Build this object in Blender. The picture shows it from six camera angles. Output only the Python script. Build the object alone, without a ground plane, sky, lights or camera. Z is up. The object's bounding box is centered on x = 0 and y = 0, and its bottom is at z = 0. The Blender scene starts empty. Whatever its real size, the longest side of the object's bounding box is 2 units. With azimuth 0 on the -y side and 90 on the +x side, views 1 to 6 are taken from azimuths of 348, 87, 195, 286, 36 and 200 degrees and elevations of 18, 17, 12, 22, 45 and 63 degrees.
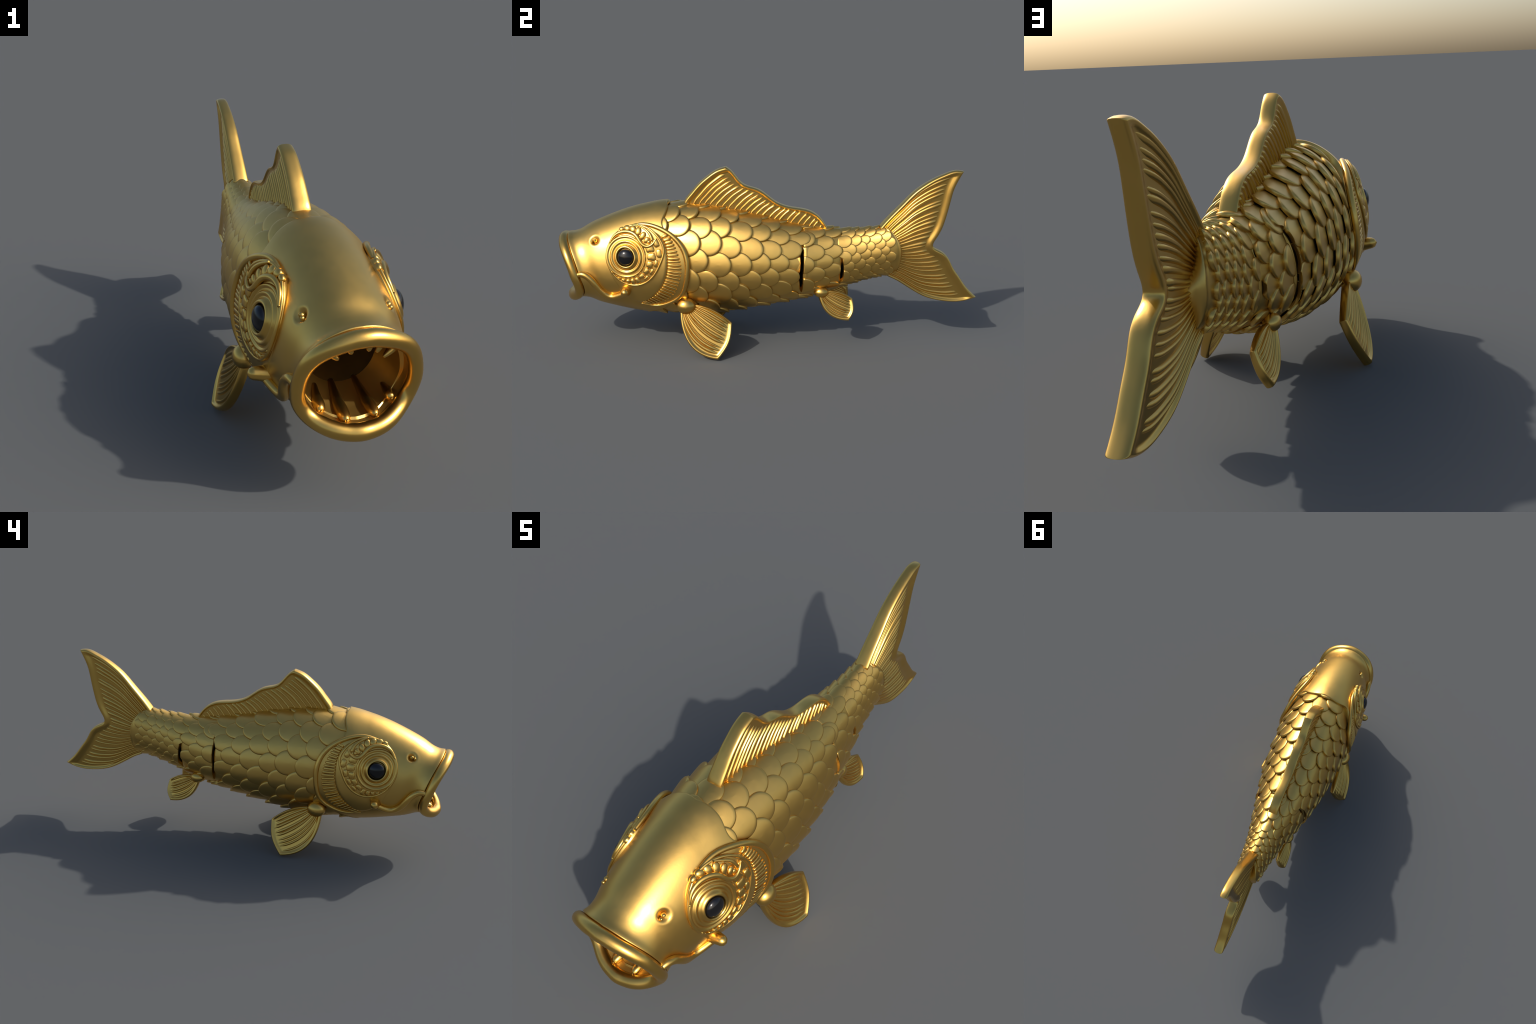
"""Articulated brass koi carp figurine, built procedurally (metres, z up, head towards -y)."""
import bpy, bmesh, math, random
import numpy as np

rng = random.Random(7)
PI = math.pi

# ------------------------------------------------------------------ materials
def gold_material(name, base, dark, rough):
    m = bpy.data.materials.new(name); m.use_nodes = True
    nt = m.node_tree; N = nt.nodes; L = nt.links
    bsdf = N["Principled BSDF"]
    tc = N.new("ShaderNodeTexCoord")
    n1 = N.new("ShaderNodeTexNoise"); n1.inputs["Scale"].default_value = 9.0
    n1.inputs["Detail"].default_value = 5.0; n1.inputs["Roughness"].default_value = 0.6
    L.new(tc.outputs["Object"], n1.inputs["Vector"])
    ramp = N.new("ShaderNodeValToRGB")
    ramp.color_ramp.elements[0].position = 0.32; ramp.color_ramp.elements[0].color = (*dark, 1)
    ramp.color_ramp.elements[1].position = 0.66; ramp.color_ramp.elements[1].color = (*base, 1)
    L.new(n1.outputs["Fac"], ramp.inputs["Fac"])
    L.new(ramp.outputs["Color"], bsdf.inputs["Base Color"])
    n2 = N.new("ShaderNodeTexNoise"); n2.inputs["Scale"].default_value = 34.0
    n2.inputs["Detail"].default_value = 6.0
    L.new(tc.outputs["Object"], n2.inputs["Vector"])
    mr = N.new("ShaderNodeMapRange")
    mr.inputs["From Min"].default_value = 0.3; mr.inputs["From Max"].default_value = 0.7
    mr.inputs["To Min"].default_value = rough - 0.015; mr.inputs["To Max"].default_value = rough + 0.025
    L.new(n2.outputs["Fac"], mr.inputs["Value"])
    L.new(mr.outputs["Result"], bsdf.inputs["Roughness"])
    n3 = N.new("ShaderNodeTexNoise"); n3.inputs["Scale"].default_value = 160.0
    n3.inputs["Detail"].default_value = 3.0
    L.new(tc.outputs["Object"], n3.inputs["Vector"])
    bump = N.new("ShaderNodeBump"); bump.inputs["Strength"].default_value = 0.02
    bump.inputs["Distance"].default_value = 0.004
    L.new(n3.outputs["Fac"], bump.inputs["Height"])
    L.new(bump.outputs["Normal"], bsdf.inputs["Normal"])
    bsdf.inputs["Metallic"].default_value = 1.0
    return m

def plain_material(name, col, rough, spec=0.5):
    m = bpy.data.materials.new(name); m.use_nodes = True
    nt = m.node_tree; N = nt.nodes; L = nt.links
    bsdf = N["Principled BSDF"]
    tc = N.new("ShaderNodeTexCoord")
    n1 = N.new("ShaderNodeTexNoise"); n1.inputs["Scale"].default_value = 30.0
    L.new(tc.outputs["Object"], n1.inputs["Vector"])
    ramp = N.new("ShaderNodeValToRGB")
    ramp.color_ramp.elements[0].color = (*[c * 0.8 for c in col], 1)
    ramp.color_ramp.elements[1].color = (*[c * 1.2 for c in col], 1)
    L.new(n1.outputs["Fac"], ramp.inputs["Fac"])
    L.new(ramp.outputs["Color"], bsdf.inputs["Base Color"])
    bsdf.inputs["Roughness"].default_value = rough
    bsdf.inputs["Specular IOR Level"].default_value = spec
    return m

BRASS = gold_material("cast_brass", (0.71, 0.453, 0.122), (0.69, 0.437, 0.113), 0.36)
POLISHED = gold_material("polished_brass", (0.73, 0.455, 0.115), (0.71, 0.44, 0.106), 0.30)
ONYX = plain_material("black_enamel", (0.006, 0.006, 0.007), 0.18)
CAVITY = gold_material("shade_toned_brass", (0.62, 0.39, 0.10), (0.56, 0.34, 0.085), 0.48)  # brass toned down and roughened for the shaded mouth walls
THROAT_SHADE = gold_material("shadow_darkened_brass", (0.055, 0.026, 0.006), (0.035, 0.017, 0.004), 0.6)  # same brass, base colour blackened to paint in the deep mouth shadow
JOINT_SHADE = plain_material("joint_shadow_black", (0.001, 0.001, 0.001), 1.0, 0.0)  # black body inside the slits, modelling the unlit hollow as an object

# ------------------------------------------------------------------ object helpers
THING = bpy.data.objects.new("koi_fish_figurine", None)
bpy.context.scene.collection.objects.link(THING)
THING["label"] = "golden brass jointed koi fish figurine with open mouth"
THING["category"] = "fish figurine"

def make(name, verts, faces, mat, parent=None):
    me = bpy.data.meshes.new(name)
    me.from_pydata([tuple(map(float, v)) for v in verts], [], [tuple(map(int, f)) for f in faces])
    me.polygons.foreach_set("use_smooth", [True] * len(me.polygons))
    me.materials.append(mat); me.update()
    ob = bpy.data.objects.new(name, me)
    bpy.context.scene.collection.objects.link(ob)
    ob.parent = parent if parent is not None else THING
    return ob

def grid_faces(nu, nv, wrap_v=False, off=0, flip=False):
    f = []
    for i in range(nu - 1):
        for j in range(nv if wrap_v else nv - 1):
            a = off + i * nv + j; b = off + i * nv + (j + 1) % nv
            c = off + (i + 1) * nv + (j + 1) % nv; d = off + (i + 1) * nv + j
            f.append((a, d, c, b) if flip else (a, b, c, d))
    return f

def spline(K, V):
    """natural cubic spline through knots K (1D) with values V (n or n x d)"""
    K = np.asarray(K, float); V = np.asarray(V, float); one = V.ndim == 1
    if one: V = V[:, None]
    n = len(K); h = np.diff(K); A = np.eye(n); r = np.zeros_like(V)
    for i in range(1, n - 1):
        A[i, i - 1] = h[i - 1]; A[i, i] = 2 * (h[i - 1] + h[i]); A[i, i + 1] = h[i]
        r[i] = 6 * ((V[i + 1] - V[i]) / h[i] - (V[i] - V[i - 1]) / h[i - 1])
    m = np.linalg.solve(A, r)
    def f(t):
        t = np.asarray(t, float); sh = t.shape; t = np.clip(t.ravel(), K[0], K[-1])
        i = np.clip(np.searchsorted(K, t) - 1, 0, n - 2)
        a = ((K[i + 1] - t) / h[i])[:, None]; b = 1 - a; hh = (h[i] ** 2)[:, None]
        o = a * V[i] + b * V[i + 1] + ((a ** 3 - a) * m[i] + (b ** 3 - b) * m[i + 1]) * hh / 6
        return o[:, 0].reshape(sh) if one else o.reshape(sh + (V.shape[1],))
    return f

def path(pts):
    """spline through points, parametrised 0..1 by chord length"""
    P = np.asarray(pts, float)
    d = np.concatenate([[0], np.cumsum(np.linalg.norm(np.diff(P, axis=0), axis=1))])
    return spline(d / d[-1], P)

def closed_path(pts):
    P = np.asarray(pts, float); n = len(P)
    Q = np.vstack([P[-3:], P, P[:4]])
    d = np.concatenate([[0], np.cumsum(np.linalg.norm(np.diff(Q, axis=0), axis=1))])
    f = spline(d, Q); a, b = d[3], d[3 + n]
    return lambda t: f(a + (np.asarray(t) % 1.0) * (b - a))

def smooth(a, b, x):
    t = np.clip((np.asarray(x, float) - a) / (b - a), 0, 1)
    return t * t * (3 - 2 * t)

def unit(v):
    return v / np.maximum(np.linalg.norm(v, axis=-1, keepdims=True), 1e-9)

def tube(name, pts, radius, mat, parent=None, n=60, k=14, closed=False, cap=True, squash=None):
    """round tube through control points; radius: number or function of 0..1"""
    f = closed_path(pts) if closed else path(pts)
    t = np.linspace(0, 1, n, endpoint=not closed)
    C = f(t); T = unit(f(t + 1e-3) - f(t - 1e-3)) if closed else unit(np.gradient(C, axis=0))
    ref = np.array([1.0, 0.05, 0.1]) if squash is None else np.asarray(squash, float)
    S = unit(np.cross(T, ref)); U = unit(np.cross(S, T))
    R = np.array([radius(x) for x in t]) if callable(radius) else np.full(n, radius)
    V = []
    for i in range(n):
        for j in range(k):
            a = 2 * PI * j / k
            V.append(C[i] + R[i] * (math.cos(a) * S[i] + math.sin(a) * U[i]))
    F = grid_faces(n, k, True)
    if closed:
        F += [((n - 1) * k + j, (n - 1) * k + (j + 1) % k, (j + 1) % k, j) for j in range(k)]
    elif cap:
        for i, s in ((0, -1), (n - 1, 1)):
            base = i * k; prev = base
            for q in (0.75, 0.4):
                o = len(V); h = math.sqrt(1 - q * q) * 0.8
                for j in range(k):
                    a = 2 * PI * j / k
                    V.append(C[i] + s * T[i] * R[i] * h + q * R[i] * (math.cos(a) * S[i] + math.sin(a) * U[i]))
                F += [(prev + j, prev + (j + 1) % k, o + (j + 1) % k, o + j) for j in range(k)]
                prev = o
            V.append(C[i] + s * T[i] * R[i] * 0.95)
            F += [(prev + j, prev + (j + 1) % k, len(V) - 1) for j in range(k)]
    return make(name, V, F, mat, parent)

def ellipsoid(name, c, axes, mat, parent=None, n=18, k=28):
    V = []
    c = np.asarray(c, float); axes = np.asarray(axes, float)
    for i in range(n + 1):
        p = PI * i / n
        for j in range(k):
            a = 2 * PI * j / k
            V.append(c + math.cos(p) * axes[0] + math.sin(p) * (math.cos(a) * axes[1] + math.sin(a) * axes[2]))
    return make(name, V, grid_faces(n + 1, k, True), mat, parent)

# ------------------------------------------------------------------ body profile
YK = [-1.00, -0.95, -0.85, -0.70, -0.55, -0.40, -0.20, 0.00, 0.20, 0.40, 0.50, 0.60]
TOP = spline(YK, [.498, .521, .571, .637, .678, .686, .668, .625, .586, .576, .586, .600])
BOT = spline(YK, [.250, .235, .206, .170, .146, .141, .153, .191, .235, .301, .330, .345])
WID = spline(YK, [.142, .147, .163, .190, .210, .217, .208, .184, .140, .093, .079, .070])

BELLY = spline([-1.0, -.9, -.5, -.2, .1, .3, .55, .6], [.43, .42, .42, .43, .41, .40, .44, .46])

def section(y):
    """height of the widest line, semi-axis above it, below it, half width"""
    t, b, w = TOP(y), BOT(y), WID(y)
    zm = b + (t - b) * BELLY(y)
    return zm, t - zm, zm - b, w

def body_point(y, th):
    zm, au, al, w = section(y)
    c = np.cos(th)
    return np.stack([w * np.sin(th), y + 0 * th, zm + np.where(c > 0, au, al) * c], -1)

def body_normal(y, th):
    e = 1e-3
    dy = body_point(y + e, th) - body_point(y - e, th)
    dt = body_point(y, th + e) - body_point(y, th - e)
    return unit(np.cross(dy, dt) * -1) if False else unit(np.cross(dt, dy) * 1) * _nsign

_nsign = 1.0
_t = body_normal(np.array([0.0]), np.array([PI / 2]))[0]
_nsign = 1.0 if _t[0] > 0 else -1.0

def body(y, th, off):
    y = np.asarray(y, float); th = np.asarray(th, float)
    return body_point(y, th) + body_normal(y, th) * np.asarray(off)[..., None]

# arc-length tables: fraction f in [-1, 1] of the half girth, 0 on the back, +-1 on the belly
_TH = np.linspace(0, PI, 241)
def girth_tables(y):
    zm, au, al, w = section(np.array(y))
    dx = w * np.cos(_TH); dz = np.where(_TH < PI / 2, au, al) * np.sin(_TH)
    ds = np.sqrt(dx * dx + dz * dz)
    s = np.concatenate([[0], np.cumsum((ds[1:] + ds[:-1]) / 2 * np.diff(_TH))])
    return s[-1], s / s[-1]
_YG = np.linspace(-0.75, 0.62, 120)
_GT = [girth_tables(y) for y in _YG]
HALF = np.array([g[0] for g in _GT])
def half_girth(y): return np.interp(y, _YG, HALF)
def theta_of(y, f):
    i = np.clip(np.searchsorted(_YG, y), 0, len(_YG) - 1)
    f = (np.asarray(f) + 1) % 2 - 1
    out = np.empty_like(f)
    for q in np.unique(i):
        m = i == q
        out[m] = np.sign(f[m]) * np.interp(np.abs(f[m]), _GT[q][1], _TH)
    return out

# ------------------------------------------------------------------ joints between segments
def joint1(th, side):
    """rear end of the trunk (side 0) / front end of the middle segment (side 1)"""
    d = np.abs(np.abs(((th + PI) % (2 * PI)) - PI) - math.radians(88))
    g = 1 - smooth(math.radians(22), math.radians(41), d)
    return (0.140 - 0.015 * g) if side == 0 else (0.1415 + 0.003 * g)

def gap1(th):
    d = np.abs(np.abs(((th + PI) % (2 * PI)) - PI) - math.radians(88))
    return 1 - smooth(math.radians(38), math.radians(45), d)
def gap2(th):
    d = np.abs(np.abs(((th + PI) % (2 * PI)) - PI) - math.radians(102))
    return 1 - smooth(math.radians(28), math.radians(36), d)

def joint2(th, side):
    d = np.abs(np.abs(((th + PI) % (2 * PI)) - PI) - math.radians(102))
    g = 1 - smooth(math.radians(12), math.radians(30), d)
    return (0.326 - 0.004 * g) if side == 0 else (0.328 + 0.009 * g)

def shell(name, y0, y1, off, mat, n=40, k=120, roll0=0.0, roll1=0.0, bulge=0.0):
    """closed tube of the body profile between two end curves, edges rolled inwards"""
    th = np.linspace(0, 2 * PI, k, endpoint=False)
    a = y0(th); b = y1(th); V = []
    rows = []
    for q, dep in ((0.30, 0.0), (0.8, 0.0)):
        rows.append(('in', a, q))
    for i in range(n):
        rows.append(('s', i / (n - 1), 1))
    for q in ((0.8, 0.30) if not bulge else (0.97, 0.9, 0.8, 0.6, 0.3)):
        rows.append(('in', b + bulge * math.sqrt(1 - q), q))
    for kind, p, q in rows:
        if kind == 's':
            y = a + (b - a) * p
            d0 = np.clip((y - a) / 0.018, 0, 1); d1 = np.clip((b - y) / 0.018, 0, 1)
            o = off - roll0 * (1 - np.sqrt(1 - (1 - d0) ** 2)) - roll1 * (1 - np.sqrt(1 - (1 - d1) ** 2))
            V.append(body(y, th, o))
        else:
            P = body(np.minimum(p, 0.595), th, np.full(k, off if bulge else 0.0)); P[:, 1] = p; c = np.stack([0 * p, p, section(p)[0]], -1)
            V.append(c + (P - c) * q)
    nr = len(V); V = np.concatenate(V)
    F = grid_faces(nr, k, True)
    F += [tuple(range(k))[::-1], tuple((nr - 1) * k + j for j in range(k))]
    return make(name, V, F, mat)

HEAD_BACK_K = np.radians([0, 28, 40, 55, 75, 110, 135, 150, 165, 180])
HEAD_BACK = spline(HEAD_BACK_K, [-.500, -.500, -.511, -.475, -.455, -.46, -.50, -.56, -.585, -.59])
def head_back(th):
    return HEAD_BACK(np.abs(((th + PI) % (2 * PI)) - PI))

BASE = -0.016
trunk = shell("trunk", lambda t: -0.66 + 0 * t, lambda t: joint1(t, 0), BASE, BRASS, n=70)
middle = shell("middle_segment", lambda t: joint1(t, 1), lambda t: joint2(t, 0), BASE + 0.006, BRASS, n=24, roll0=0.006, roll1=0.004)
def stalk_end(t): return 0.585 + 0.018 * np.abs(np.sin(t)) - 0.050 * np.maximum(np.cos(t), 0) ** 2
stalk = shell("tail_stalk", lambda t: joint2(t, 1), stalk_end, -0.009, BRASS, n=36, roll1=0.004, bulge=0.022)
for nm, ya, yb in (("joint_shadow_core", 0.10, 0.17), ("joint_shadow_core", 0.29, 0.37)):
    k = 48; V = []
    for q, y in ((0.05, ya), (0.80, ya), (0.80, yb), (0.05, yb)):
        th = np.linspace(0, 2 * PI, k, endpoint=False)
        P = body_point(np.full(k, y), th); c = np.array([0, y, float(section(np.array(y))[0])])
        V.append(c + (P - c) * q)
    make(nm, np.concatenate(V), grid_faces(4, k, True), JOINT_SHADE)

# ------------------------------------------------------------------ scales
RIM_YZ = [(-.600, .603), (-.522, .592), (-.461, .562), (-.416, .514), (-.393, .449),
          (-.395, .363), (-.418, .292), (-.468, .250), (-.527, .228), (-.600, .236)]
def in_gill(y, z):
    # rough ellipse of the gill cover, for skipping scales hidden under it
    return ((y + 0.58) / 0.165) ** 2 + ((z - 0.42) / 0.165) ** 2 < 1.0

def scale_piece(y0, f0, R, sv, Lf, h_front, h_rear, ymin, ymax, parent, drop=0.013, mat=None):
    nr, k = 9, 36
    ph = np.linspace(0, 2 * PI, k, endpoint=False)
    c, s = np.cos(ph), np.sin(ph)
    ou = np.where(c >= 0, R * c, -Lf * np.abs(c) ** 0.6)
    ov = sv * np.sign(s) * np.where(c >= 0, np.abs(s), np.abs(s) ** 0.6)
    V = []
    radii = [0.0, 0.2, 0.4, 0.6, 0.76, 0.88, 0.95, 1.0, 1.0]
    for i, r in enumerate(radii):
        u, v = ou * r, ov * r
        tt = (u + Lf) / (R + Lf)
        h = h_front + (h_rear - h_front) * tt - 0.0035 * (v / sv) ** 2 * (sv / 0.055)
        edge = {6: 0.0008, 7: 0.0030, 8: drop}.get(i, 0.0)
        h = h - edge * (1 if i == 8 else sv / 0.055)
        y = y0 + u
        f = f0 + v / half_girth(np.full_like(y, y0))
        th = theta_of(y, f)
        lo, hi = ymin(th), ymax(th)
        clip = (y > hi) | (y < lo)
        y = np.clip(y, lo + 0.0007 * (i == 8), hi - 0.0007 * (i == 8))
        V.append(body(y, th, h))
    V = np.concatenate(V)
    return make("scale", V, grid_faces(nr, k, True), mat or BRASS, parent)

ROWS = 9
def lay_scales(parent, ya, yb, pitch, ymin, ymax, R, Lf, h_front, h_rear, width=0.70, skip=None, y_phase=0.0):
    for r in range(-ROWS + 1, ROWS + 1):
        f0 = r / ROWS
        y = ya + (pitch / 2 if r % 2 else 0) + y_phase
        while y < yb:
            jy = rng.uniform(-.09, .09) * pitch; jf = rng.uniform(-.12, .12) / ROWS
            g = rng.uniform(0.93, 1.12)
            yy = y + jy; ff = f0 + jf if abs(r) < ROWS else f0
            th = float(theta_of(np.array([yy]), np.array([ff]))[0])
            P = body_point(np.array([yy]), np.array([th]))[0]
            if not (skip and skip(yy, th, P)):
                sv = width * float(half_girth(yy)) / ROWS * g
                scale_piece(yy, ff, R * g, sv, Lf, h_front + rng.uniform(-.0007, .0007), h_rear + rng.uniform(-.0010, .0012),
                            ymin, ymax, parent)
            y += pitch

def skip_trunk(y, th, P):
    hb = float(head_back(np.array([th]))[0])
    if y + (0.050 if abs(th) < 0.45 else 0.030) < hb: return True
    if in_gill(y + 0.028, P[2]) : return True
    return False

lay_scales(trunk, -0.63, 0.135, 0.094, lambda t: -0.70 + 0 * t, lambda t: joint1(t, 0) + 0.05 * (1 - gap1(t)), 0.056, 0.072, -0.0180, 0.0045, skip=skip_trunk)
lay_scales(middle, 0.150, 0.300, 0.080, lambda t: joint1(t, 1) - 0.04 * (1 - gap1(t)), lambda t: joint2(t, 0) - 0.006 + 0.05 * (1 - gap2(t)), 0.050, 0.055, -0.0145, 0.0040, width=0.74)
lay_scales(stalk, 0.335, 0.562, 0.0475, lambda t: joint2(t, 1) - 0.03 * (1 - gap2(t)), lambda t: stalk_end(t) - 0.009, 0.031, 0.036, -0.0105, 0.0035, width=0.74)

# ------------------------------------------------------------------ head
LIP_K = np.radians([0, 25, 50, 75, 95, 112, 130, 150, 180])
LIP_Y = spline(LIP_K, [-.977, -.970, -.950, -.922, -.901, -.888, -.893, -.918, -.936])
def lip_y(th): return LIP_Y(np.abs(((th + PI) % (2 * PI)) - PI))

_zm, _au, _al, _w = section(np.array(-0.817))
NOSTRIL_TH = math.acos(float((0.519 - _zm) / _au))
NOSTRIL = [tuple(body_point(np.array([-0.817]), np.array([s * NOSTRIL_TH]))[0]) for s in (-1, 1)]
def build_head():
    k, n = 220, 120
    th = np.linspace(0, 2 * PI, k, endpoint=False)
    a = lip_y(th) + 0.024; b = head_back(th)
    rows = []
    # inner turn at the lip, outer skin, then the raised rear edge turned down onto the scales
    for q, dy in ((0.030, 0.006), (0.012, 0.001), (0.002, -0.002)):
        rows.append(body(a + dy, th, np.full(k, -q)))
    for i in range(n):
        p = i / (n - 1); p = p ** 1.15
        y = a + (b - a) * p
        d = y - a
        o = 0.006 * np.exp(-(d / 0.014) ** 2) - 0.006 * np.exp(-((d - 0.05) / 0.035) ** 2)
        back = 0.0040 * smooth(-0.11, 0.0, y - b) * (np.abs(((th + PI) % (2 * PI)) - PI) < math.radians(60))
        o = o + back
        P = body(y, th, o)
        for s, c in zip((-1, 1), NOSTRIL):
            dd = np.linalg.norm(P - np.array(c), axis=1)
            N = body_normal(y, th)
            P = P - N * (0.013 * np.exp(-(dd / 0.017) ** 3))[:, None] + N * (0.0008 * np.exp(-((dd - 0.026) / 0.008) ** 2))[:, None]
        rows.append(P)
    rows.append(body(b + 0.002, th, np.full(k, 0.002)))
    rows.append(body(b + 0.002, th, np.full(k, -0.018)))
    V = np.concatenate(rows)
    return make("head", V, grid_faces(len(rows), k, True), BRASS)
head = build_head()

# mouth cavity: funnel of the same section, shrinking towards the throat
def cavity_scale(p): return 0.90 - 0.34 * p ** 1.3
def cavity_point(p, th):
    a = lip_y(th) + 0.004
    y = a + (-0.755 - a) * p
    yc = np.minimum(y, -0.70)
    zm, au, al, W = section(yc)
    q = cavity_scale(p); c = np.cos(th); zq = zm + 0.03 * p
    return np.stack([W * q * np.sin(th), y, zq + np.where(c > 0, au, al) * q * c], -1)
k = 120; th = np.linspace(0, 2 * PI, k, endpoint=False)
rows = [cavity_point(i / 29, th) for i in range(30)]
cavity = make("mouth_cavity", np.concatenate(rows), grid_faces(30, k, True, flip=True), CAVITY)
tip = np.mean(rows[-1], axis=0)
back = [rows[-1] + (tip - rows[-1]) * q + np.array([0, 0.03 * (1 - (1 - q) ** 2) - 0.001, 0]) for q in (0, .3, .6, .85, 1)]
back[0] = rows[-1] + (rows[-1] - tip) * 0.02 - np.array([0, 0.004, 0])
make("throat", np.concatenate(back), grid_faces(5, k, True, flip=True), THROAT_SHADE, cavity)

# lip: one fat roll around the mouth
def lip_curve(th, off):
    return body(lip_y(th), th, off - 0.013 * (1 - smooth(0.3, 1.2, np.abs(((th + PI) % (2 * PI)) - PI))))
tl = np.linspace(0, 2 * PI, 41)[:-1]
lip = tube("lip", lip_curve(tl, 0.004), lambda t: 0.0225 + 0.002 * math.cos(4 * PI * t), POLISHED, n=160, k=24, closed=True, squash=(0.02, 1.0, 0.05))

def tooth_bar(d, r, p1):
    """long ridge lying on the mouth floor, fat in front, thin towards the throat"""
    t0 = math.radians(180 + d)
    inward = np.array([-math.sin(t0), 0, -math.cos(t0)])
    pts = [cavity_point(0.03 + (p1 - 0.03) * x, np.array([t0]))[0] + inward * r * 0.40 * (1 - x) for x in np.linspace(0, 1, 9)]
    tube("tooth", pts, lambda x: r * math.sqrt(max(0.02, 1 - max(0, 1 - x / .42) ** 2)) * (1 - 0.66 * x), POLISHED, cavity, n=60, k=16)
for d, r, p1 in ((-50, .019, .50), (-22, .023, .97), (15, .025, .98), (45, .023, .75)):
    tooth_bar(d, r, p1)
for d, r in ((-46, .017), (-20, .020), (14, .020), (33, .018), (58, .015)):
    t0 = math.radians(d)
    inward = np.array([-math.sin(t0), 0, -math.cos(t0)])
    A = cavity_point(0.16, np.array([t0]))[0]
    tube("tooth", [A + inward * 0.006 + np.array([0, .010, 0]), A + inward * 0.022, A + inward * 0.050 + np.array([0, -.008, 0])],
         lambda x, r=r: r * 1.2 * (1 - 0.68 * x), POLISHED, cavity, n=12, k=7, squash=(0.1, 1, 0))

# ------------------------------------------------------------------ side-of-head ornaments
def side_x(y, z):
    y = np.asarray(y, float); z = np.asarray(z, float)
    zm, au, al, w = section(y)
    u = np.clip((z - zm) / np.where(z > zm, au, al), -0.985, 0.985)
    return w * np.sqrt(1 - u * u)

def side_lift(y, z):
    """gill cover stands off the skull, more so at its upper edge"""
    y = np.asarray(y, float); z = np.asarray(z, float)
    return 0.010 * smooth(0.48, 0.60, z)

def side(sgn, y, z, off):
    y = np.asarray(y, float); z = np.asarray(z, float); e = 2e-3
    x = side_x(y, z)
    gy = (side_x(y + e, z) - side_x(y - e, z)) / (2 * e)
    gz = (side_x(y, z + e) - side_x(y, z - e)) / (2 * e)
    gz = np.clip(gz, -0.8, 0.8)
    n = unit(np.stack([np.ones_like(x), -gy, -gz], -1))
    P = np.stack([x + side_lift(y, z), y, z], -1) + n * np.asarray(off, float)[..., None]
    P[..., 0] *= sgn
    return P

def plate(name, sgn, outline, centre, height, mat, parent=None, dome=0.0, edge=0.012, sink=0.012, k=96, nr=14, smooth_outline=True):
    """raised plate on the side of the head: star-shaped outline in (y, z), rounded edge"""
    t = np.linspace(0, 1, k, endpoint=False)
    O = closed_path(outline)(t) if smooth_outline else np.asarray(outline, float)
    k = len(O); c = np.asarray(centre, float); V = []
    Rm = np.linalg.norm(O - c, axis=1)
    e = np.minimum(edge / Rm, 0.45)
    steps = list(np.linspace(0, 1, nr)) + [1.3, 1.6, 1.85, 2.0, 2.2]
    for q in steps:
        if q <= 1:
            r = (1 - e) * q; fall = 0 * Rm
        else:
            a = min(q - 1, 1) * PI / 2
            r = (1 - e) + e * math.sin(a); fall = np.full_like(Rm, 1 - math.cos(a))
        P = c + (O - c) * r[:, None]
        hh = height(P[:, 0], P[:, 1]) if callable(height) else np.full(k, height)
        o = hh + dome * (1 - r ** 2) - fall * min(edge, 0.009) * np.clip(hh / 0.009, 0, 1)
        if q > 2: o = np.full(k, -sink)
        V.append(side(sgn, P[:, 0], P[:, 1], o))
    return make(name, np.concatenate(V), grid_faces(len(steps), k, True, flip=sgn < 0), mat, parent)

EYE = (-0.667, 0.461)
def plate_h(y): return 0.006 + 0.007 * smooth(-.70, -.54, y)
COVER = [(-.735, .535), (-.687, .577), (-.607, .600), (-.522, .590), (-.459, .562), (-.414, .514), (-.393, .449), (-.395, .363),
         (-.418, .292), (-.468, .250), (-.530, .230), (-.600, .236), (-.660, .275), (-.715, .345), (-.748, .440)]
CHEEK = [(-.515, .562), (-.492, .525), (-.480, .459), (-.483, .398), (-.501, .343), (-.541, .287), (-.600, .246),
         (-.66, .265), (-.71, .33), (-.745, .40), (-.748, .48), (-.71, .55), (-.64, .582), (-.56, .584)]
EYEPLATE = [(-.758, .440), (-.740, .530), (-.690, .580), (-.622, .600), (-.553, .585), (-.513, .550), (-.493, .509), (-.507, .443),
            (-.537, .386), (-.582, .346), (-.638, .333), (-.700, .353), (-.742, .400)]
RIB_IN = path([(-.512, .560), (-.486, .500), (-.481, .459), (-.483, .398), (-.501, .343), (-.541, .287), (-.600, .246)])
RIB_OUT = path([(-.486, .572), (-.458, .540), (-.438, .500), (-.418, .430), (-.424, .363), (-.447, .305), (-.494, .260), (-.575, .236)])

def strip_plate(name, sgn, A, B, w, h, mat, parent, n=12):
    """little bar with rounded top running from A to B in (y, z)"""
    A = np.asarray(A, float); B = np.asarray(B, float)
    d = unit(B - A); p = np.array([-d[1], d[0]]); L = np.linalg.norm(B - A)
    out = []
    for j in range(20):
        a = 2 * PI * j / 20
        cx, sx = math.cos(a), math.sin(a)
        out.append((A + B) / 2 + d * L / 2 * np.sign(cx) * abs(cx) ** .5 + p * w * np.sign(sx) * abs(sx) ** .7)
    return plate(name, sgn, out, (A + B) / 2, h, mat, parent, dome=0.002, edge=w * 0.9, sink=0.004, nr=3, smooth_outline=False)

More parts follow.
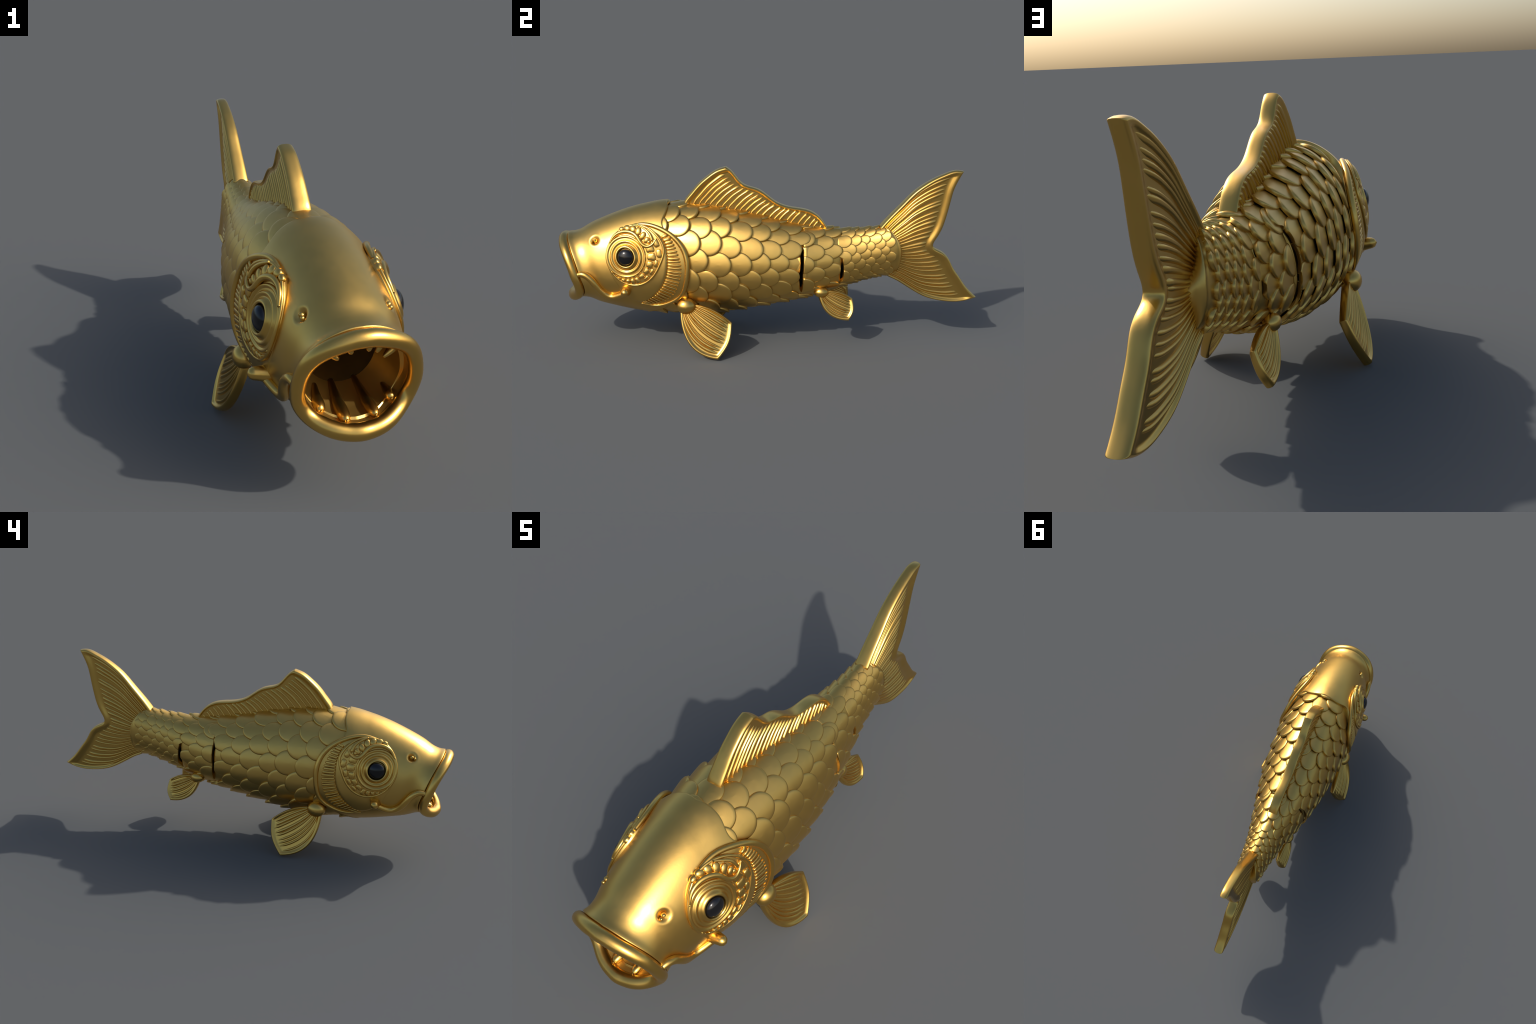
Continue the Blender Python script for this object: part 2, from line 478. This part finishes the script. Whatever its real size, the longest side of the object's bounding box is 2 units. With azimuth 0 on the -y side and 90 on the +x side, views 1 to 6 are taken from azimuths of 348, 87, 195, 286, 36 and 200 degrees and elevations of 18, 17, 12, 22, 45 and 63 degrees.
for sgn in (1, -1):
    cover = plate("gill_cover", sgn, COVER, (-.58, .42), lambda y, z: 0.0015 * smooth(-.73, -.60, y), BRASS, edge=0.02, nr=26, k=120)
    plate("cheek_plate", sgn, CHEEK, (-.62, .41), lambda y, z: 0.001 + 0.009 * smooth(-.70, -.56, y), BRASS, cover, edge=0.012, nr=24, k=120)
    rp = np.array([side(sgn, y, z, 0.002) for y, z in path([(-.655, .590)] + RIM_YZ)(np.linspace(0, 1, 40))])
    tube("gill_rim", rp, lambda t: 0.0035 + 0.0085 * math.sin(PI * min(1, 0.10 + t * 0.95)) ** .6, POLISHED, cover, n=110, k=14)
    for i in range(27):
        t = (i + 0.5 + rng.uniform(-.15, .15)) / 27
        a, b = RIB_IN(t), RIB_OUT(t)
        strip_plate("gill_rib", sgn, a, b, 0.0070 - 0.0034 * t + rng.uniform(-.0010, .0014), 0.0075, POLISHED, cover)
    plate("eye_plate", sgn, EYEPLATE, (-.63, .465), lambda y, z: plate_h(y), BRASS, cover, edge=0.010, nr=24, k=120)
    # raised thin border of the eye plate
    op = closed_path(EYEPLATE)(np.linspace(0, 1, 60, endpoint=False))
    cp = np.array([-.63, .465]); op = cp + (op - cp) * 0.965
    tube("eye_plate_border", [side(sgn, y, z, float(plate_h(y))) for y, z in op], 0.0055, POLISHED, cover, n=140, k=10, closed=True)
    # eye: turned rings around the outward axis, with the black pupil ball
    E0 = side(sgn, np.array([EYE[0]]), np.array([EYE[1]]), np.array([float(plate_h(EYE[0]))]))[0]
    ax = unit(np.array([sgn * 1.0, -0.16, 0.08])); e1 = unit(np.cross(ax, [0, 0, 1.0])); e2 = np.cross(e1, ax)
    prof = [(.094, -.008), (.093, .000), (.091, .004), (.087, .0065), (.083, .005), (.080, .000), (.077, -.001), (.073, .002), (.070, .0065),
            (.066, .0080), (.062, .005), (.059, .002), (.056, .0025), (.051, .0095), (.047, .0140), (.043, .0160), (.040, .015), (.038, .010), (.036, -.001)]
    kk = 72; V = []
    for r, h in prof:
        a = np.linspace(0, 2 * PI, kk, endpoint=False)
        y, z = EYE[0] + r * np.cos(a), EYE[1] + r * np.sin(a)
        V.append(side(sgn, y, z, plate_h(y) + h))
    eye = make("eye", np.concatenate(V), grid_faces(len(prof), kk, True, flip=sgn > 0), POLISHED)
    ellipsoid("pupil", E0 + ax * 0.005, (ax * 0.022, e1 * 0.0385, e2 * 0.0385), ONYX, eye)
    # crescent of little cheek scales behind the eye
    ec = np.array(EYE); OUT = closed_path(EYEPLATE)(np.linspace(0, 1, 400, endpoint=False))
    oa = np.arctan2(OUT[:, 1] - ec[1], OUT[:, 0] - ec[0]); orr = np.linalg.norm(OUT - ec, axis=1)
    a = math.radians(30)
    while a > math.radians(-128):
        R1 = float(orr[np.argmin(np.abs(np.angle(np.exp(1j * (oa - a)))))]) - 0.013
        R0 = 0.097; span = R1 - R0
        two = span > 0.036
        step = 0.30 if two else 0.20
        for lay in range(2 if two else 1):
            ra = R0 + span * (0.0 if lay == 0 else 0.60); rb = R0 + span * ((0.58 if two else 1.0) if lay == 0 else 1.0)
            am = a - step / 2 + (0.09 if lay else 0); hw = step * 0.50 * (0.85 if lay else 1)
            rm = (ra + rb) / 2; out = []
            for j in range(14):
                q = 2 * PI * j / 14
                rr = rm + (rb - ra) / 2 * np.sign(math.cos(q)) * abs(math.cos(q)) ** .6 * rng.uniform(.92, 1.0)
                aa = am + hw * np.sign(math.sin(q)) * abs(math.sin(q)) ** .55 * rng.uniform(.9, 1.0)
                out.append(ec + rr * np.array([math.cos(aa), math.sin(aa)]))
            cc = np.mean(out, 0)
            plate("cheek_scale", sgn, out, cc, float(plate_h(cc[0])) + 0.0045, POLISHED, cover, dome=0.003, edge=0.004, sink=0.0, k=24, nr=4)
        a -= step
    # brow: S-curved ridge with a row of beads above it
    BR = [(-.740, .515), (-.722, .543), (-.690, .562), (-.652, .566), (-.620, .553), (-.598, .526), (-.573, .512), (-.549, .521), (-.530, .546)]
    tube("brow_ridge", [side(sgn, y, z, float(plate_h(y)) + 0.006) for y, z in path(BR)(np.linspace(0, 1, 30))], lambda t: 0.0035 + 0.0070 * math.sin(PI * min(t * 1.05, 1)) ** .7, POLISHED, cover, n=70, k=12)
    tube("brow_ridge", [side(sgn, y, z, float(plate_h(y)) + 0.005) for y, z in path([(-.612, .594), (-.585, .583), (-.558, .562), (-.548, .540)])(np.linspace(0, 1, 12))], lambda t: 0.004 + 0.004 * t, POLISHED, cover, n=30, k=10)
    for (y, z, ry, rz, rot) in ((-.690, .576, .012, .008, .4), (-.664, .582, .014, .011, .1), (-.637, .581, .013, .014, -.1), (-.612, .573, .012, .018, -.4),
                                (-.591, .556, .011, .019, -.6), (-.573, .539, .010, .016, -.8), (-.563, .531, .007, .010, -.9)):
        cr, sr = math.cos(rot), math.sin(rot)
        out = [(y + 1.15 * ry * math.cos(q) * cr - rz * math.sin(q) * sr, z + 1.15 * ry * math.cos(q) * sr + rz * math.sin(q) * cr) for q in np.linspace(0, 2 * PI, 12, endpoint=False)]
        plate("brow_bead", sgn, out, (y, z), float(plate_h(y)) + 0.005, POLISHED, cover, dome=0.004, edge=0.004, sink=0.0, k=24, nr=4)
    # nostril: bead in a dimple
    c = np.array(NOSTRIL[0 if sgn < 0 else 1]); thn = sgn * NOSTRIL_TH
    nn = body_normal(np.array([c[1]]), np.array([thn]))[0]
    t1 = unit(np.cross(nn, [0, 0, 1.0])); t2 = np.cross(t1, nn)
    P0 = body_point(np.array([c[1]]), np.array([thn]))[0]
    ellipsoid("nostril", P0 + t2 * 0.001 - nn * 0.006, (nn * 0.012, t1 * 0.0095, t2 * 0.0085), POLISHED, head)
    ellipsoid("nostril", P0 + np.array([0, -0.013, -0.004]) - nn * 0.003, (nn * 0.008, t1 * 0.006, t2 * 0.007), POLISHED, head)
    # barbel: S-shaped whisker from the mouth corner with a knob
    BA = [(-.890, .365, .004), (-.868, .369, .006), (-.837, .353, .005), (-.808, .318, .004), (-.778, .284, .005), (-.743, .267, .006), (-.705, .276, .008), (-.680, .290, .010)]
    tube("barbel", [side(sgn, y, z, o) for y, z, o in BA], lambda t: 0.0130 + 0.003 * math.sin(PI * t), POLISHED, n=60, k=14)
    tube("barbel_knob", [(sgn * .155, -.672, .295), (sgn * .185, -.672, .299), (sgn * .208, -.672, .303), (sgn * .224, -.672, .305)],
         lambda t: 0.029 - 0.010 * t, POLISHED, n=20, k=20, squash=(0.05, 1, 0.1))

# ------------------------------------------------------------------ fins
def fin(name, root, edge, bow, half, mat, rays, ray_width, nt=90, ns=44, lead_rim=0.016, trail_rim=0.012, tip_rim=0.014,
        recess=0.008, normal=None, round_r=0.010, ray_s=(0.0, 0.95), ray_t=(0.05, 0.96), jitter=0.22, end_gap=0.012, lead=None, trail=None):
    """ruled fin: rays run from root(t) to edge(t); bow(t) is a 3D offset at mid ray, or lead(s)/trail(s) are
    the exact outline curves at t=0 and t=1; half(t,s) is the half thickness"""
    def P(t, s):
        t = np.asarray(t, float); s = np.asarray(s, float)
        L = lambda q: root(q) * (1 - s)[..., None] + edge(q) * s[..., None]
        o = L(t) + bow(t) * (4 * s * (1 - s))[..., None]
        if lead is not None: o = o + (lead(s) - L(0 * t)) * ((1 - t) ** 1.6)[..., None]
        if trail is not None: o = o + (trail(s) - L(0 * t + 1)) * (t ** 1.6)[..., None]
        return o
    def nrm(t, s):
        if normal is not None: return np.broadcast_to(np.asarray(normal, float), P(t, s).shape)
        e = 1e-3
        return unit(np.cross(P(np.clip(t + e, 0, 1), s) - P(np.clip(t - e, 0, 1), s), P(t, s + e) - P(t, s - e)))
    # grid with extra lines close to the free borders
    wide = np.linalg.norm(np.diff(P(np.linspace(0, 1, 200), np.full(200, 0.65)), axis=0), axis=1).sum()
    long = np.mean(np.linalg.norm(edge(np.linspace(0, 1, 30)) - root(np.linspace(0, 1, 30)), axis=1))
    rim = np.array([0, .004, .02, .06, .13, .24, .40, .62, .85, 1.0]) * round_r
    tt = np.concatenate([rim / wide, np.linspace(0, 1, nt)[2:-2], 1 - rim / wide]); tt = np.unique(tt)
    ss = np.unique(np.concatenate([np.linspace(0, 1, ns)[:-1], 1 - rim / long])); ss = ss[ss >= 0]
    nt, ns = len(tt), len(ss)
    Tg, Sg = np.meshgrid(tt, ss, indexing="ij")
    C = P(Tg, Sg)
    def near(B):
        """distance of every grid point to the polyline B"""
        out = np.full(C.shape[:2], 9.0)
        for a, b in zip(B[:-1], B[1:]):
            d = b - a; q = np.clip(((C - a) @ d) / max(d @ d, 1e-12), 0, 1)
            out = np.minimum(out, np.linalg.norm(C - a - q[..., None] * d, axis=-1))
        return out
    d_lead, d_trail, d_tip = near(C[0]), near(C[-1]), near(C[:, -1])
    H = half(Tg, Sg)
    inner = smooth(lead_rim * 0.45, lead_rim, d_lead) * smooth(trail_rim * 0.4, trail_rim, d_trail) * smooth(tip_rim * 0.3, tip_rim, d_tip)
    d_edge = np.minimum(np.minimum(d_lead, d_trail), d_tip)
    q = np.clip(d_edge / round_r, 0, 1)
    rnd = np.clip(1 - (1 - q) ** 2.6, 0, 1) ** (1 / 2.6)
    Hd = H * rnd - recess * inner
    N = nrm(Tg, Sg)
    A = (C + N * Hd[..., None]).reshape(-1, 3); B = (C - N * Hd[..., None]).reshape(-1, 3)
    V = np.vstack([A, B]); n0 = nt * ns
    F = grid_faces(nt, ns, flip=True) + grid_faces(nt, ns, off=n0)
    for i in range(nt - 1):
        for j in (0, ns - 1):
            a, b = i * ns + j, (i + 1) * ns + j
            F.append((a, b, n0 + b, n0 + a) if j == 0 else (b, a, n0 + a, n0 + b))
    for j in range(ns - 1):
        for i in (0, nt - 1):
            a, b = i * ns + j, i * ns + j + 1
            F.append((b, a, n0 + a, n0 + b) if i == 0 else (a, b, n0 + b, n0 + a))
    ob = make(name, V, F, mat)
    bm = bmesh.new(); bm.from_mesh(ob.data)
    bmesh.ops.remove_doubles(bm, verts=bm.verts, dist=1e-5)
    bmesh.ops.recalc_face_normals(bm, faces=bm.faces)
    bm.to_mesh(ob.data); bm.free()
    # raised rays spanning both faces
    for r in range(rays):
        t = ray_t[0] + (ray_t[1] - ray_t[0]) * (r + 0.5 + rng.uniform(-jitter, jitter)) / rays
        m = 24; k = 12
        s1 = min(ray_s[1], 1 - end_gap / float(np.linalg.norm(P(np.array([t]), np.array([1.0])) - P(np.array([t]), np.array([0.0]))))) * rng.uniform(0.98, 1.0)
        s = np.linspace(ray_s[0], s1, m); tv = np.full(m, t)
        C1 = P(tv, s); N1 = nrm(tv, s); D = unit(np.gradient(C1, axis=0)); Wd = unit(np.cross(N1, D))
        H1 = half(tv, s)
        hh = (H1 - 0.0012 - rng.uniform(0, .0015)) * (1 - 0.42 * smooth(0.80, 1.0, s / s1))
        span = np.linalg.norm(P(np.clip(tv + .5 / rays, 0, 1), s) - P(np.clip(tv - .5 / rays, 0, 1), s), axis=1)
        ww = np.minimum(span * 0.44, ray_width * (0.70 + 0.6 * s)) * rng.uniform(0.70, 1.20) * (1 - 0.45 * smooth(0.86, 1.0, s / s1))
        V = []
        for i in range(m):
            for j in range(k):
                a = 2 * PI * j / k
                ca, sa = math.cos(a), math.sin(a)
                V.append(C1[i] + N1[i] * hh[i] * np.sign(ca) * abs(ca) ** 0.75 + Wd[i] * ww[i] * np.sign(sa) * abs(sa) ** 1.0)
        F = grid_faces(m, k, True) + [tuple(range(k))[::-1], tuple((m - 1) * k + j for j in range(k))]
        make("fin_ray", V, F, mat, ob)
    return ob

def path3(pts, x=0.0):
    P = path(pts)
    return lambda t: np.concatenate([np.full(np.shape(t) + (1,), x), P(t)], -1)

X = np.array([1.0, 0, 0])
# dorsal
d_root = path3([(-.416, .655), (-.30, .655), (-.20, .645), (-.10, .626), (.0, .603), (.10, .580), (.205, .562), (.250, .560)])
d_edge = path3([(-.226, .852), (-.205, .838), (-.177, .808), (-.141, .772), (-.080, .752), (-.032, .724), (.011, .693), (.078, .669), (.175, .651), (.224, .619), (.261, .568)])
d_lead = path3([(-.418, .655), (-.418, .678), (-.392, .721), (-.350, .772), (-.309, .809), (-.267, .838), (-.226, .852)])
fin("dorsal_fin", d_root, d_edge,
    lambda t: np.stack([0 * t, -0.006 * t, 0.004 * t], -1),
    lambda t, s: 0.0310 - 0.0075 * s * (1 - 0.7 * t) - 0.002 * t, POLISHED, 23, 0.0092, lead=d_lead,
    nt=170, normal=X, lead_rim=0.027, trail_rim=0.006, tip_rim=0.014, recess=0.0080, ray_t=(0.045, 0.97), ray_s=(0.0, 0.970))
# tail
t_root = path3([(.512, .578), (.545, .555), (.566, .52), (.574, .47), (.576, .42), (.572, .375), (.556, .345)])
t_edge = path3([(.884, .856), (.862, .812), (.845, .768), (.835, .720), (.819, .636), (.808, .592), (.783, .535), (.768, .494),
                (.808, .467), (.846, .435), (.871, .391), (.904, .346), (.944, .293), (.999, .240)])
t_lead = path3([(.500, .575), (.516, .596), (.552, .639), (.609, .702), (.658, .755), (.698, .787), (.756, .823), (.796, .842), (.856, .860), (.884, .856)])
t_trail = path3([(.548, .345), (.567, .335), (.592, .324), (.631, .302), (.683, .270), (.748, .237), (.824, .219), (.887, .214), (.960, .225), (.999, .240)])
fin("tail_fin", t_root, t_edge, lambda t: np.zeros(np.shape(t) + (3,)),
    lambda t, s: 0.0300 - 0.0105 * s + 0.006 * s * smooth(0.0, 0.6, t), POLISHED, 26, 0.0115, lead=t_lead, trail=t_trail,
    nt=150, normal=X, end_gap=0.017, lead_rim=0.024, trail_rim=0.020, tip_rim=0.040, recess=0.0085, ray_t=(0.04, 0.955), ray_s=(0.0, 0.985))
# paired fins
def paired(name, hub, hub_r, tip, corner, root_a, root_b, lead_bow, trail_bow, edge_bow, half, rays, rw):
    for sgn in (1, -1):
        m = np.array([sgn, 1, 1.0])
        A, B, Tp, Cn = (np.asarray(v, float) * m for v in (root_a, root_b, tip, corner))
        rootf = lambda t, A=A, B=B: A + (B - A) * np.asarray(t)[..., None]
        mid = (Tp + Cn) / 2 + np.asarray(edge_bow, float) * m
        ef = spline([0, .5, 1], np.array([Tp, mid, Cn]))
        lb, tb = np.asarray(lead_bow, float) * m, np.asarray(trail_bow, float) * m
        fin(name, rootf, ef, lambda t, lb=lb, tb=tb: lb * (1 - np.asarray(t))[..., None] + tb * np.asarray(t)[..., None],
            half, POLISHED, rays, rw, nt=60, ns=40, end_gap=0.010, lead_rim=0.020, trail_rim=0.014, tip_rim=0.018, recess=0.0075, round_r=0.008,
            ray_t=(0.10, 0.93), ray_s=(0.02, 0.975))
        c = np.asarray(hub, float) * m
        ellipsoid("fin_hub", c, (np.array([sgn * hub_r[0], 0, 0.0]), np.array([0, hub_r[1], 0.0]), np.array([0, 0.0, hub_r[2]])), POLISHED)
paired("pectoral_fin", (.196, -.396, .236), (.036, .045, .038), (.272, -.244, .004), (.203, -.187, .160),
       (.194, -.424, .212), (.183, -.365, .240), (.014, -.040, -.046), (.004, .004, .022), (.004, .020, -.004),
       lambda t, s: 0.0155 + 0 * t, 9, 0.0080)
paired("pelvic_fin", (.098, .234, .280), (.026, .035, .026), (.126, .368, .150), (.082, .380, .245),
       (.098, .220, .268), (.088, .258, .283), (.006, -.024, -.030), (.003, .004, .016), (.003, .016, -.004),
       lambda t, s: 0.0130 + 0 * t, 8, 0.0058)
